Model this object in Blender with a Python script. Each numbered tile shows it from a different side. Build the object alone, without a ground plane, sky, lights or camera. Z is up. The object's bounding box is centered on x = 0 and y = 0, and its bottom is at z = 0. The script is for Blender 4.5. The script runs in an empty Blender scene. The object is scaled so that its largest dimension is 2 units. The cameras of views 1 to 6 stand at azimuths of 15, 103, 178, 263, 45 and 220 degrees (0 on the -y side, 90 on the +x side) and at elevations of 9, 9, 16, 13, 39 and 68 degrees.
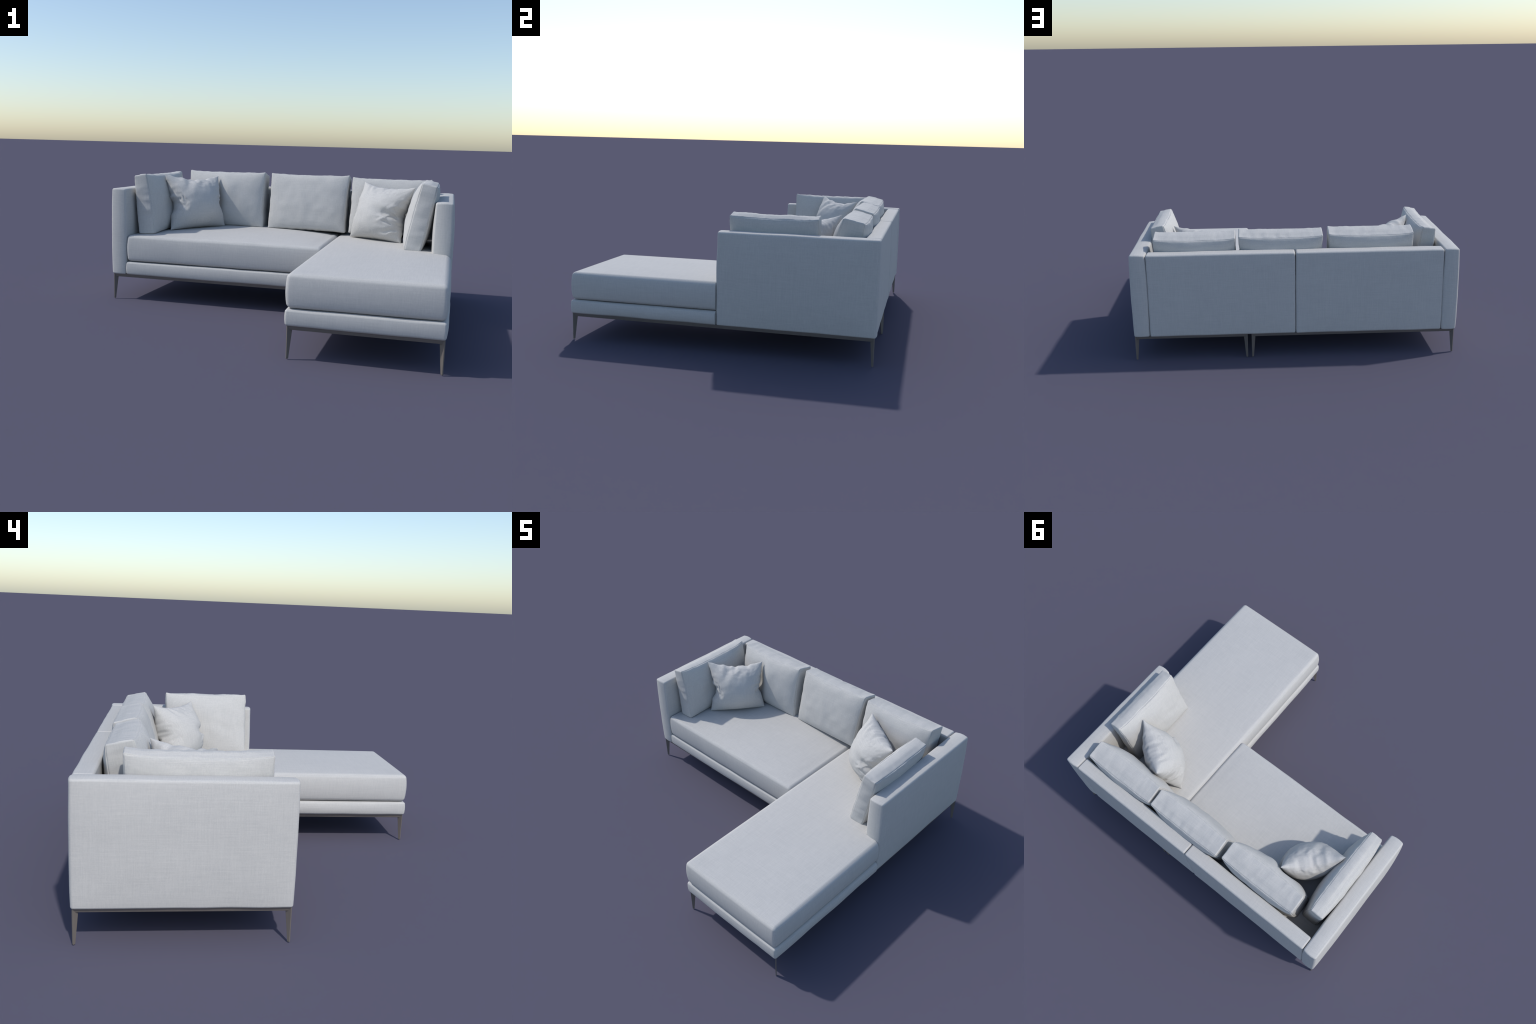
"""L-shaped fabric sectional sofa: two upholstered arms, two back panels, a bench
seat with a chaise on the right, five box cushions, two throw pillows and two
metal underframes with tapered legs."""
import bpy, math
import numpy as np
from mathutils import Vector, Matrix, noise

# ------------------------------------------------------------------ materials
def fabric_material(name, base, streak=0.085, bump=0.2):
    m = bpy.data.materials.new(name)
    m.use_nodes = True
    nt = m.node_tree
    N, L = nt.nodes, nt.links
    bsdf = N["Principled BSDF"]
    tc = N.new("ShaderNodeTexCoord")

    def stretched_noise(scale, detail=2.0):
        mp = N.new("ShaderNodeMapping")
        mp.inputs["Scale"].default_value = scale
        L.new(tc.outputs["Object"], mp.inputs["Vector"])
        nz = N.new("ShaderNodeTexNoise")
        nz.inputs["Scale"].default_value = 1.0
        nz.inputs["Detail"].default_value = detail
        nz.inputs["Roughness"].default_value = 0.65
        L.new(mp.outputs["Vector"], nz.inputs["Vector"])
        return nz.outputs["Fac"]

    def math_node(op, a, b):
        n = N.new("ShaderNodeMath")
        n.operation = op
        for i, v in enumerate((a, b)):
            if isinstance(v, (int, float)):
                n.inputs[i].default_value = v
            else:
                L.new(v, n.inputs[i])
        return n.outputs[0]

    # slubby linen yarns running along each of the three axes of the part
    yz = stretched_noise((240, 240, 9))
    yx = stretched_noise((9, 240, 240))
    yy = stretched_noise((240, 9, 240))
    yarn = math_node("ADD", math_node("ADD", yz, yx), yy)
    yarn = math_node("MULTIPLY", yarn, 1 / 3)
    # plain weave: checker of tiny warp and weft crossings
    sep = N.new("ShaderNodeSeparateXYZ")
    L.new(tc.outputs["Object"], sep.inputs[0])
    k = 2 * math.pi / 0.0040
    waves = []
    for ax in "XYZ":
        waves.append(math_node("SINE", math_node("MULTIPLY", sep.outputs[ax], k), 0.0))
    weave = math_node("ADD", math_node("MULTIPLY", waves[0], waves[1]),
                      math_node("ADD", math_node("MULTIPLY", waves[1], waves[2]),
                                math_node("MULTIPLY", waves[0], waves[2])))
    broad = stretched_noise((7, 7, 7), 1.0)
    f = math_node("ADD", yarn, math_node("MULTIPLY", weave, 0.085))
    f = math_node("ADD", f, math_node("MULTIPLY", math_node("SUBTRACT", broad, 0.5), 0.06))
    ramp = N.new("ShaderNodeValToRGB")
    ramp.color_ramp.elements[0].position = 0.36
    ramp.color_ramp.elements[1].position = 0.64
    lo = [c * (1 - streak) for c in base]
    hi = [min(1, c * (1 + streak)) for c in base]
    ramp.color_ramp.elements[0].color = (lo[0] * 0.985, lo[1] * 0.995, lo[2] * 1.01, 1)
    ramp.color_ramp.elements[1].color = (*hi, 1)
    L.new(f, ramp.inputs["Fac"])
    L.new(ramp.outputs["Color"], bsdf.inputs["Base Color"])
    bsdf.inputs["Roughness"].default_value = 0.9
    bsdf.inputs["Specular IOR Level"].default_value = 0.2
    bp = N.new("ShaderNodeBump")
    bp.inputs["Strength"].default_value = bump
    bp.inputs["Distance"].default_value = 0.001
    L.new(f, bp.inputs["Height"])
    L.new(bp.outputs["Normal"], bsdf.inputs["Normal"])
    return m


def metal_material():
    m = bpy.data.materials.new("bronze_paint")
    m.use_nodes = True
    nt = m.node_tree
    N, L = nt.nodes, nt.links
    bsdf = N["Principled BSDF"]
    tc = N.new("ShaderNodeTexCoord")
    mp = N.new("ShaderNodeMapping")
    mp.inputs["Scale"].default_value = (60, 60, 12)
    L.new(tc.outputs["Object"], mp.inputs["Vector"])
    nz = N.new("ShaderNodeTexNoise")
    nz.inputs["Scale"].default_value = 1.0
    L.new(mp.outputs["Vector"], nz.inputs["Vector"])
    ramp = N.new("ShaderNodeValToRGB")
    ramp.color_ramp.elements[0].color = (0.150, 0.131, 0.116, 1)
    ramp.color_ramp.elements[1].color = (0.178, 0.157, 0.141, 1)
    L.new(nz.outputs["Fac"], ramp.inputs["Fac"])
    L.new(ramp.outputs["Color"], bsdf.inputs["Base Color"])
    bsdf.inputs["Roughness"].default_value = 0.55
    return m


LINEN = (0.532, 0.521, 0.500)
FABRIC = fabric_material("linen_upholstery", LINEN)
CUSHION_FABRIC = fabric_material("linen_cushion", (0.530, 0.519, 0.496))
METAL = metal_material()

# ------------------------------------------------------------------ helpers
def link(name, mesh, mat, parent=None, matrix=None):
    ob = bpy.data.objects.new(name, mesh)
    bpy.context.collection.objects.link(ob)
    if mat:
        mesh.materials.append(mat)
    if matrix is not None:
        ob.matrix_world = matrix
    if parent is not None:
        ob.parent = parent           # parents sit at the world origin, unrotated
    return ob


def mesh_from(name, verts, faces):
    me = bpy.data.meshes.new(name)
    me.from_pydata([tuple(v) for v in verts], [], faces)
    me.polygons.foreach_set("use_smooth", [True] * len(me.polygons))
    me.update()
    return me


def axis_samples(a, r, n, arc):
    """Positions from -a to a: arc samples in the rounded ends, n spans between."""
    t = np.tan(np.linspace(math.pi / 4, 0, arc + 1))[:-1]   # even angles on the arc
    ends = (a - r) + r * t
    mid = np.linspace(-(a - r), a - r, n + 1)
    return np.concatenate([-ends, mid, ends[::-1]])


def box_shell(half, r, counts, arc=5, extra=None):
    """Quad shell of a box, welded, as (points on the sharp box, faces)."""
    S = [axis_samples(half[i], r, counts[i], arc) for i in range(3)]
    if extra:
        for ax, vals in extra.items():
            S[ax] = np.unique(np.concatenate([S[ax], vals]))
    index, pts, faces = {}, [], []

    def vid(i, j, k):
        key = (i, j, k)
        if key not in index:
            index[key] = len(pts)
            pts.append((S[0][i], S[1][j], S[2][k]))
        return index[key]

    n = [len(s) - 1 for s in S]
    for ax in range(3):
        b, c = (ax + 1) % 3, (ax + 2) % 3
        for side in (0, n[ax]):
            for p in range(n[b]):
                for q in range(n[c]):
                    quad = []
                    for dp, dq in ((0, 0), (1, 0), (1, 1), (0, 1)):
                        ijk = [0, 0, 0]
                        ijk[ax], ijk[b], ijk[c] = side, p + dp, q + dq
                        quad.append(vid(*ijk))
                    faces.append(quad if side else quad[::-1])
    return np.array(pts), faces


def round_shell(P, half, r, groove=0.0, groove_axis=None):
    """Round the edges of a box shell; optional stitched seam sunk in the edges
    around one axis."""
    half = np.array(half)
    q = np.clip(P, -(half - r), half - r)
    d = P - q
    ln = np.linalg.norm(d, axis=1)
    ln[ln == 0] = 1
    u = d / ln[:, None]
    rad = np.full(len(P), r)
    if groove:
        ga = np.abs(u[:, groove_axis])
        other = np.sqrt(np.clip(1 - ga ** 2, 0, 1))
        ang = np.arctan2(other, ga) - math.pi / 4
        rad = r - groove * np.exp(-(ang / 0.16) ** 2)
    return q + u * rad[:, None]


def fnoise(P, scale, seed, octaves=2):
    off = Vector((seed * 7.31, seed * 3.17, seed * 5.77))
    sc = Vector(scale) if hasattr(scale, "__len__") else Vector((scale,) * 3)
    return np.array([noise.fractal(Vector((p[0] * sc.x, p[1] * sc.y, p[2] * sc.z)) + off,
                                   0.8, 2.0, octaves) for p in P])


def upholstered_block(name, lo, hi, r, bulge, edge=0.004, spans=0.03, parent=None,
                      notch=None, crown=0.0, crown_p=2.2, crown_y=0.0, mat=FABRIC, seed=1, seam=None, lump=0.0015, arch=0.0):
    """A padded block: rounded box whose faces swell. bulge = swell per axis (x,y,z);
    edge = swell of the edges themselves. notch = (x_limit, y_start) cuts the far right
    corner back so the block runs up against the arm."""
    lo, hi = np.array(lo), np.array(hi)
    c, half = (lo + hi) / 2, (hi - lo) / 2
    counts = [max(3, int(2 * h / spans)) for h in half]
    extra = None
    if notch:
        y0 = notch[1] - c[1]
        extra = {1: np.array([y0 - 0.006 + 0.006 * math.sin(a) for a in
                              np.linspace(0, math.pi / 2, 6)] + [y0 + 0.0004]),
                 0: np.linspace(half[0] - 0.2, half[0] - r, 14)}
    P0, F = box_shell(half, r, counts, 5, extra)
    P = round_shell(P0, half, r)
    s = P / half
    sx, sy, sz = s.T
    g = lambda t, p=2.0: 1 - np.abs(np.clip(t, -1, 1)) ** p
    D = np.zeros_like(P)
    D[:, 0] = sx * (bulge[0] * g(sy, 6) * g(sz, 3) + edge * g(sz))
    D[:, 1] = sy * (bulge[1] * g(sx, 4) * g(sz, 3) + edge * g(sz))
    D[:, 2] = sz * (bulge[2] * g(sx, 3) * g(sy, 3))
    if arch:                      # stuffed ends: short edges bow outwards
        D[:, 1] += sy * arch * g(sx)
        D[:, 2] += np.clip(sz, 0, 1) * arch * 0.6 * g(sx)
    if lump:
        D += (fnoise(P + c, 5.0, seed)[:, None]) * lump * np.sign(s) * (np.abs(s) > 0.5)
    if seam:                      # topstitching: shallow furrow just inside the top edge
        dist = np.minimum(half[0] - np.abs(P[:, 0]), half[1] - np.abs(P[:, 1]))
        D[:, 2] -= np.where(sz > 0.8, seam[1] * np.exp(-((dist - seam[0]) / 0.0035) ** 2), 0)
    Q = P + D
    if notch:
        R = np.zeros(len(P))
        cut = hi[0] - notch[0] - r       # the rounded rim tucks in under the arm
        y0 = notch[1] - c[1]
        rr = 0.006
        t = np.clip((P0[:, 1] - (y0 - rr)) / rr, 0, 1)
        R = rr * (1 - np.sqrt(np.clip(1 - t * t, 0, 1))) * 0.8
        R = np.where(P0[:, 1] > y0 + 0.0002, cut, R)
        x = P0[:, 0]
        w = np.clip((x - (half[0] - 0.2)) / 0.2 / 0.9, 0, 1)
        Q[:, 0] -= R * w * w * (3 - 2 * w)
    if crown:
        Q[:, 2] += np.clip(sz, 0, 1) * crown * g(np.clip(Q[:, 0] / half[0], -1, 1), crown_p) * g((sy - crown_y) / (1 + crown_y), crown_p)
    me = mesh_from(name, Q, F)
    return link(name, me, mat, parent, Matrix.Translation(Vector(c)))


def frame_from(X, Z):
    X = Vector(X).normalized()
    Z = Vector(Z)
    Z = (Z - X * Z.dot(X)).normalized()
    Y = Z.cross(X)
    return Matrix((X, Y, Z)).transposed().to_4x4()


def box_cushion(name, corners, puff_front, puff_back, seed, parent, dents=(), r=0.008,
                crinkle=0.003, sharp=(0.6, 0.6), arch=0.006, sag=0.004, ear=0.005, side=0.006, low=0.0):
    """Loose box cushion. corners: dict with keys (x,y,z) in +-1; x runs left to right
    as one faces it, y from front (-1) to back (+1), z up."""
    C = {k: Vector(v) for k, v in corners.items()}
    centre = sum(C.values(), Vector()) / 8
    X = sum((C[k] * k[0] for k in C), Vector())
    Z = sum((C[k] * k[2] for k in C), Vector())
    M = frame_from(X, Z)
    Mi = M.inverted()
    loc = {k: np.array(Mi @ (v - centre)) for k, v in C.items()}
    half = [np.mean([abs(v[i]) for v in loc.values()]) for i in range(3)]
    P0, F = box_shell(half, r, [44, 8, 32], 6)
    P = round_shell(P0, half, r, groove=0.0034, groove_axis=1)
    s = P / np.array(half)
    sx, sy, sz = np.clip(s, -1, 1).T
    Q = np.zeros_like(P)
    for k, v in loc.items():
        w = (1 + k[0] * s[:, 0]) * (1 + k[1] * s[:, 1]) * (1 + k[2] * s[:, 2]) / 8
        Q += w[:, None] * v
    g = lambda t, p=2.0: 1 - np.abs(t) ** p
    szb = np.where(sy < 0, sz, sz + low * (1 - sz * sz))   # rear sags lower
    env = np.clip(g(sx, 2.2) * g(szb, 2.4), 0, 1) ** np.where(sy < 0, sharp[0], sharp[1])
    puff = np.where(sy < 0, puff_front, puff_back)
    Q[:, 1] += np.sign(sy) * puff * env * np.abs(sy) ** 1.5
    # gussets: sides swell, long edges sag between the corners
    Q[:, 0] += sx * np.abs(sx) ** 3 * (side * g(sz, 2) * g(sy) - 0.005 * g(sz, 2) + 0.002)
    Q[:, 2] += sz * np.abs(sz) ** 3 * (arch * g(sx, 4) * g(sy) - sag * (1 + 0.5 * (sy > 0.3)) * g(sx, 3) + 0.003)
    Q[:, 2] += np.clip(sz, 0, 1) ** 8 * ear * np.exp(-((1 - np.abs(sx)) / 0.07) ** 2) * (1 - 0.6 * (sy > 0))
    # wrinkles: bands across the gussets, crinkles where the seams gather the cloth
    near_edge = np.maximum(np.abs(sx), np.abs(sz)) ** 6
    n1 = fnoise(P, (22, 6, 22), seed, 3)
    n2 = fnoise(P, (9, 9, 9), seed + 20, 2)
    n3 = fnoise(P, (34, 14, 34), seed + 40, 3)
    gus = np.abs(sz) ** 8 * (np.abs(sy) < 0.98)
    Q[:, 2] += sz * gus * n1 * crinkle * 1.0
    Q[:, 0] += sx * np.abs(sx) ** 8 * n1 * crinkle * 0.9
    Q[:, 1] += np.sign(sy) * (n2 * 0.006 * env + n3 * crinkle * 0.9 * near_edge * g(sx, 30) * g(sz, 30)) * (np.abs(sy) > 0.5)
    for (u, v, ru, rv, depth) in dents:      # where something presses into the front
        e = np.exp(-((sx - u) / ru) ** 2 - ((sz - v) / rv) ** 2)
        Q[:, 1] += np.where(sy < 0, depth * e, 0)
    me = mesh_from(name, Q, F)
    return link(name, me, CUSHION_FABRIC, parent, Matrix.Translation(centre) @ M)


def throw_pillow(name, tl, tr, bl, br, thick_front, thick_back, inset, folds, seed, parent, n=84):
    """Knife-edge square pillow: two sheets sewn along the border, stuffed.
    folds: (side, u, v, angle_deg, length, width, depth) creases; side -1 front, 1 back, 0 both.
    inset: how far each edge draws in mid-way (left, right, top, bottom)."""
    tl, tr, bl, br = map(Vector, (tl, tr, bl, br))
    centre = (tl + tr + bl + br) / 4
    M = frame_from(tr - tl + br - bl, tl - bl + tr - br)
    Mi = M.inverted()
    l = [np.array(Mi @ (p - centre)) for p in (tl, tr, bl, br)]
    t = np.linspace(-1, 1, n + 1)
    t = 0.55 * np.sin(t * math.pi / 2) + 0.45 * t
    pts, faces, index = [], [], {}
    grid = []
    for side in (-1, 1):
        for i in range(n + 1):
            for j in range(n + 1):
                rim = i in (0, n) or j in (0, n)
                key = (0 if rim else side, i, j)
                if key not in index:
                    index[key] = len(grid)
                    grid.append((0 if rim else side, t[i], t[j]))
        for i in range(n):
            for j in range(n):
                quad = [index[(0 if (a in (0, n) or b in (0, n)) else side, a, b)]
                        for a, b in ((i, j), (i + 1, j), (i + 1, j + 1), (i, j + 1))]
                faces.append(quad if side < 0 else quad[::-1])
    G = np.array(grid)
    sd, u, v = G.T
    w = [(1 - u) * (1 + v) / 4, (1 + u) * (1 + v) / 4, (1 - u) * (1 - v) / 4, (1 + u) * (1 - v) / 4]
    Q = sum(wi[:, None] * li for wi, li in zip(w, l))
    P2 = np.stack([u, v, sd * 0.3], 1)
    wob = fnoise(np.stack([u, v, 0 * u], 1), 4.5, seed + 3, 2)
    g = lambda x, p=2.0: 1 - np.abs(x) ** p
    L, R, Tp, Bt = inset
    wob_edge = 1 + 0.30 * wob
    pinch = 0.6 * g(v, 1.7) + 0.4 * np.exp(-((v + 0.12) / 0.26) ** 2)
    Q[:, 0] += np.where(u < 0, L, -R) * np.abs(u) ** 1.5 * pinch * wob_edge
    Q[:, 2] += np.where(v > 0, -Tp, Bt) * np.abs(v) ** 1.5 * g(u, 1.7) * wob_edge
    vs = v + 0.2 * g(v)            # the filling sinks towards the bottom
    env = np.clip(g(u) * g(vs), 0, 1) ** 0.46 * (1 - 0.45 * (u * v) ** 2)
    thick = np.where(sd < 0, thick_front, thick_back)
    Q[:, 1] += sd * thick * env
    # gathers: short ridges running in from the seams
    soft = np.clip(env, 0, 1)
    rim = np.exp(-((1 - np.maximum(np.abs(u), np.abs(v))) / 0.28) ** 2) * np.clip(soft * 2.2, 0, 1)
    along = np.where(np.abs(u) > np.abs(v), v, u)
    gath = fnoise(np.stack([along * 5.5, sd * 2.0 + np.where(np.abs(u) > np.abs(v), np.sign(u) * 3, np.sign(v) * 7),
                            np.maximum(np.abs(u), np.abs(v)) * 1.5], 1), 1.0, seed + 5, 2)
    Q[:, 1] += sd * gath * 0.0028 * rim
    Q[:, 1] += sd * fnoise(P2, 1.6, seed + 9, 2) * 0.005 * soft
    ux, uz = np.linalg.norm(l[1] - l[0]) / 2, np.linalg.norm(l[0] - l[2]) / 2
    for (side, fu, fv, ang, length, width, depth) in folds:
        a = math.radians(ang)
        du, dv = (u - fu) * ux, (v - fv) * uz
        al = du * math.cos(a) + dv * math.sin(a)
        pe = -du * math.sin(a) + dv * math.cos(a) + 0.25 * width * np.sin(al / max(width, 1e-4) * 0.9)
        fall = np.where(al < 0, np.exp(-(al / (0.4 * width)) ** 2), np.exp(-(al / length) ** 2))
        wid = width * (0.6 + 0.6 * np.clip(al / length, 0, 1.5))
        prof = np.exp(-(pe / wid) ** 2) - 0.55 * np.exp(-((pe - 1.7 * wid) / wid) ** 2) - 0.35 * np.exp(-((pe + 1.8 * wid) / wid) ** 2)
        on = (sd != 0) & ((side == 0) | (sd == side))
        Q[:, 1] -= np.where(on, sd * depth * prof * fall * np.clip(soft * 2.5, 0, 1), 0)
    me = mesh_from(name, Q, faces)
    return link(name, me, CUSHION_FABRIC, parent, Matrix.Translation(centre) @ M)


def prism(verts_top, verts_bottom):
    n = len(verts_top)
    V = list(verts_top) + list(verts_bottom)
    F = [list(range(n)), list(range(2 * n - 1, n - 1, -1))]
    F += [[(i + 1) % n, i, n + i, n + (i + 1) % n] for i in range(n)]
    return V, F


def bevel_mod(ob, w, seg=2):
    b = ob.modifiers.new("soft_edges", "BEVEL")
    b.width, b.segments, b.limit_method, b.angle_limit = w, seg, "ANGLE", math.radians(30)
    for p in ob.data.polygons:
        p.use_smooth = False
    return ob


# ------------------------------------------------------------------ the sofa
sofa = bpy.data.objects.new("sectional_sofa", None)
bpy.context.collection.objects.link(sofa)
sofa["label"] = "pale grey L-shaped chaise sofa with loose cushions, slim metal legs"
sofa["category"] = "sectional sofa"

Z0, ZARM = 0.1515, 0.667          # underside and top of the upholstered carcass
# arms
for x0, x1, sd in ((0.893, 0.986, 5), (-0.986, -0.897, 6)):
    upholstered_block("arm", (x0, 0.003, Z0), (x1, 0.864, ZARM - 0.001), 0.010,
                      (0.010, 0.0, 0.001), edge=0.003, arch=0.007, parent=sofa, seed=sd)
# back panels
for x0, x1, sd in ((-0.8935, -0.0012, 7), (0.0022, 0.8885, 8)):
    upholstered_block("back_panel", (x0, 0.781, Z0), (x1, 0.867, ZARM - 0.001), 0.011,
                      (0.0, 0.005, 0.002), edge=0.001, parent=sofa, seed=sd, seam=(0.016, 0.0016))

# seat bases (the long deck under the bench, and the chaise deck)
upholstered_block("seat_base", (-0.8945, 0.0, Z0), (0.2865, 0.779, 0.230), 0.011,
                  (0.001, 0.004, 0.001), edge=0.003, parent=sofa, seed=9)
upholstered_block("chaise_base", (0.2895, -0.865, Z0), (0.986, 0.779, 0.230), 0.012,
                  (0.008, 0.003, 0.001), edge=0.003, parent=sofa, seed=10,
                  notch=(0.8915, -0.004))
# seat cushions
upholstered_block("seat_cushion", (-0.889, 0.004, 0.2335), (0.287, 0.779, 0.390), 0.019,
                  (0.002, 0.004, 0.002), edge=0.005, crown=0.027, crown_p=2.4, crown_y=0.35, spans=0.022, parent=sofa, seed=11,
                  seam=(0.040, 0.0022))
upholstered_block("chaise_cushion", (0.294, -0.860, 0.2325), (0.981, 0.779, 0.391), 0.020,
                  (0.007, 0.004, 0.0), edge=0.007, crown=0.010, crown_p=3, crown_y=0.0, spans=0.022, parent=sofa, seed=12, lump=0.0,
                  notch=(0.8915, -0.004))


# loose back cushions: front edge and back edge heights measured along the back
def back_cushion(xl, xr, xlb, xrb, yft, ybt, zft, zbt, seed, dents=(), puff=0.044):
    yfb, ybb, zfb = 0.578, 0.704, 0.415
    c = {(-1, -1, 1): (xl, yft, zft), (1, -1, 1): (xr, yft, zft),
         (-1, 1, 1): (xl, ybt, zbt), (1, 1, 1): (xr, ybt, zbt),
         (-1, -1, -1): (xlb, yfb, zfb), (1, -1, -1): (xrb, yfb, zfb),
         (-1, 1, -1): (xlb, ybb, zfb - 0.01), (1, 1, -1): (xrb, ybb, zfb - 0.01)}
    return box_cushion("back_cushion", c, puff, 0.052, seed, sofa, dents,
                       sharp=(0.5, 0.5), arch=0.006, sag=0.006, side=0.002, low=0.32, ear=0.004)

back_cushion(-0.726, -0.208, -0.730, -0.202, 0.644, 0.757, 0.765, 0.741, 21,
             dents=((-0.27, -0.05, 0.22, 0.50, 0.036), (0.04, 0.20, 0.24, 0.55, -0.012)), puff=0.056)
back_cushion(-0.172, 0.339, -0.167, 0.333, 0.662, 0.771, 0.764, 0.739, 22)
back_cushion(0.360, 0.853, 0.358, 0.852, 0.658, 0.771, 0.756, 0.733, 23)

# loose arm cushions (faced from the seat; left-to-right as one looks at the arm)
def arm_cushion(sgn, y_front, y_back, xi_t, xo_t, xi_b, xo_b, zi, zo, zb, seed, dents=(), sag=0.004):
    a, b = (y_back, y_front) if sgn > 0 else (y_front, y_back)
    c = {}
    for kx, y in ((-1, a), (1, b)):
        c[(kx, -1, 1)] = (xi_t * sgn, y, zi)
        c[(kx, 1, 1)] = (xo_t * sgn, y, zo)
        c[(kx, -1, -1)] = (xi_b * sgn, y, zb)
        c[(kx, 1, -1)] = (xo_b * sgn, y, zb - 0.006)
    return box_cushion("arm_cushion", c, 0.042, 0.028, seed, sofa, dents, crinkle=0.0035,
                       sharp=(0.55, 0.55), sag=sag, arch=0.008)

arm_cushion(1, 0.042, 0.534, 0.815, 0.896, 0.739, 0.826, 0.759, 0.746, 0.402, 24)
arm_cushion(-1, 0.088, 0.673, 0.802, 0.880, 0.747, 0.848, 0.751, 0.741, 0.400, 25, sag=0.009)

# throw pillows
throw_pillow("throw_pillow", (-0.775, 0.307, 0.752), (-0.513, 0.586, 0.738),
             (-0.705, 0.239, 0.407), (-0.443, 0.528, 0.418), 0.120, 0.108,
             (0.046, 0.034, 0.036, 0.004),
             [(-1, -0.86, 0.06, -62, 0.055, 0.010, 0.007), (-1, -0.74, 0.10, -70, 0.050, 0.010, 0.006),
              (-1, -0.92, -0.10, -40, 0.06, 0.010, 0.007), (-1, -0.12, 0.95, -128, 0.15, 0.022, 0.007),
              (-1, 0.30, 0.97, -110, 0.07, 0.02, 0.003), (-1, 0.95, 0.06, 190, 0.035, 0.010, 0.009),
              (1, -0.1, 0.95, -90, 0.10, 0.02, 0.006), (1, 0.4, 0.95, -80, 0.08, 0.018, 0.005)],
             31, sofa)
throw_pillow("throw_pillow", (0.446, 0.599, 0.737), (0.767, 0.378, 0.723),
             (0.378, 0.515, 0.399), (0.702, 0.322, 0.399), 0.124, 0.116,
             (0.034, 0.058, 0.030, 0.004),
             [(1, -0.97, -0.12, 4, 0.08, 0.022, 0.024), (-1, 0.97, -0.18, 168, 0.11, 0.020, 0.030), (-1, 0.80, -0.45, 160, 0.07, 0.011, 0.007),
              (-1, 0.90, -0.62, 196, 0.10, 0.012, 0.010), (-1, 0.60, -0.28, 190, 0.06, 0.010, 0.006),
              (-1, -0.55, 0.97, -72, 0.07, 0.016, 0.008), (1, -0.5, 0.95, -80, 0.10, 0.018, 0.008),
              (1, 0.1, 0.95, -95, 0.08, 0.016, 0.006), (1, 0.5, 0.95, -95, 0.08, 0.014, 0.006)],
             32, sofa)

# metal underframes: a rail ring and four tapered legs each
def underframe(x0, x1, y0, y1):
    fr = bpy.data.objects.new("underframe", None)
    bpy.context.collection.objects.link(fr)
    fr.parent = sofa
    ztop, zrail = Z0 + 0.004, 0.1342
    slope = 0.0085                # the rail's outer face leans in towards its lower edge
    def ring(d, z):
        return [(x0 + d, y0 + d, z), (x1 - d, y0 + d, z), (x1 - d, y1 - d, z), (x0 + d, y1 - d, z)]
    V = ring(slope, zrail) + ring(0.024, zrail) + ring(0.0012, ztop) + ring(0.024, ztop)
    F = []
    for i in range(4):
        j = (i + 1) % 4
        F += [[i, j, 8 + j, 8 + i], [4 + j, 4 + i, 12 + i, 12 + j],
              [8 + i, 8 + j, 12 + j, 12 + i], [j, i, 4 + i, 4 + j]]
    bevel_mod(link("rail", mesh_from("rail", V, F), METAL, fr), 0.001)
    wt, wb = 0.0240, 0.0126
    leg_mesh = None
    for cx, sx in ((x0, 1), (x1, -1)):
        for cy, sy in ((y0, 1), (y1, -1)):
            if leg_mesh is None:
                # flat blade set along the corner's diagonal, tapering to the foot
                def blade(w, t, d=0.0):
                    h = t / math.sqrt(2)
                    return [(d + h, d), (w, w - h), (w - h, w), (d, d + h)]
                top, bot = blade(wt, 0.0065), blade(wb, 0.0060, 0.0004)
                foot = blade(wb - 0.001, 0.0048, 0.0016)
                rings = [(top, ztop - 0.002), (top, zrail - 0.0015), (bot, 0.004), (foot, 0.0)]
                V = [(x, y, z) for ring, z in rings for x, y in ring]
                F = [[0, 1, 2, 3], [15, 14, 13, 12]]
                for k in range(3):
                    for i in range(4):
                        j = (i + 1) % 4
                        F.append([4 * k + j, 4 * k + i, 4 * k + 4 + i, 4 * k + 4 + j])
                leg_mesh = mesh_from("leg", V, F)
                leg_mesh.materials.append(METAL)
            ob = link("leg", leg_mesh, None, fr)
            ang = {(1, 1): 0, (-1, 1): 90, (-1, -1): 180, (1, -1): 270}[(sx, sy)]
            ob.matrix_world = Matrix.Translation((cx, cy, 0)) @ Matrix.Rotation(math.radians(ang), 4, "Z")
            bevel_mod(ob, 0.0008)
    return fr

underframe(-0.9785, 0.274, 0.004, 0.863)
underframe(0.297, 0.985, -0.858, 0.863)
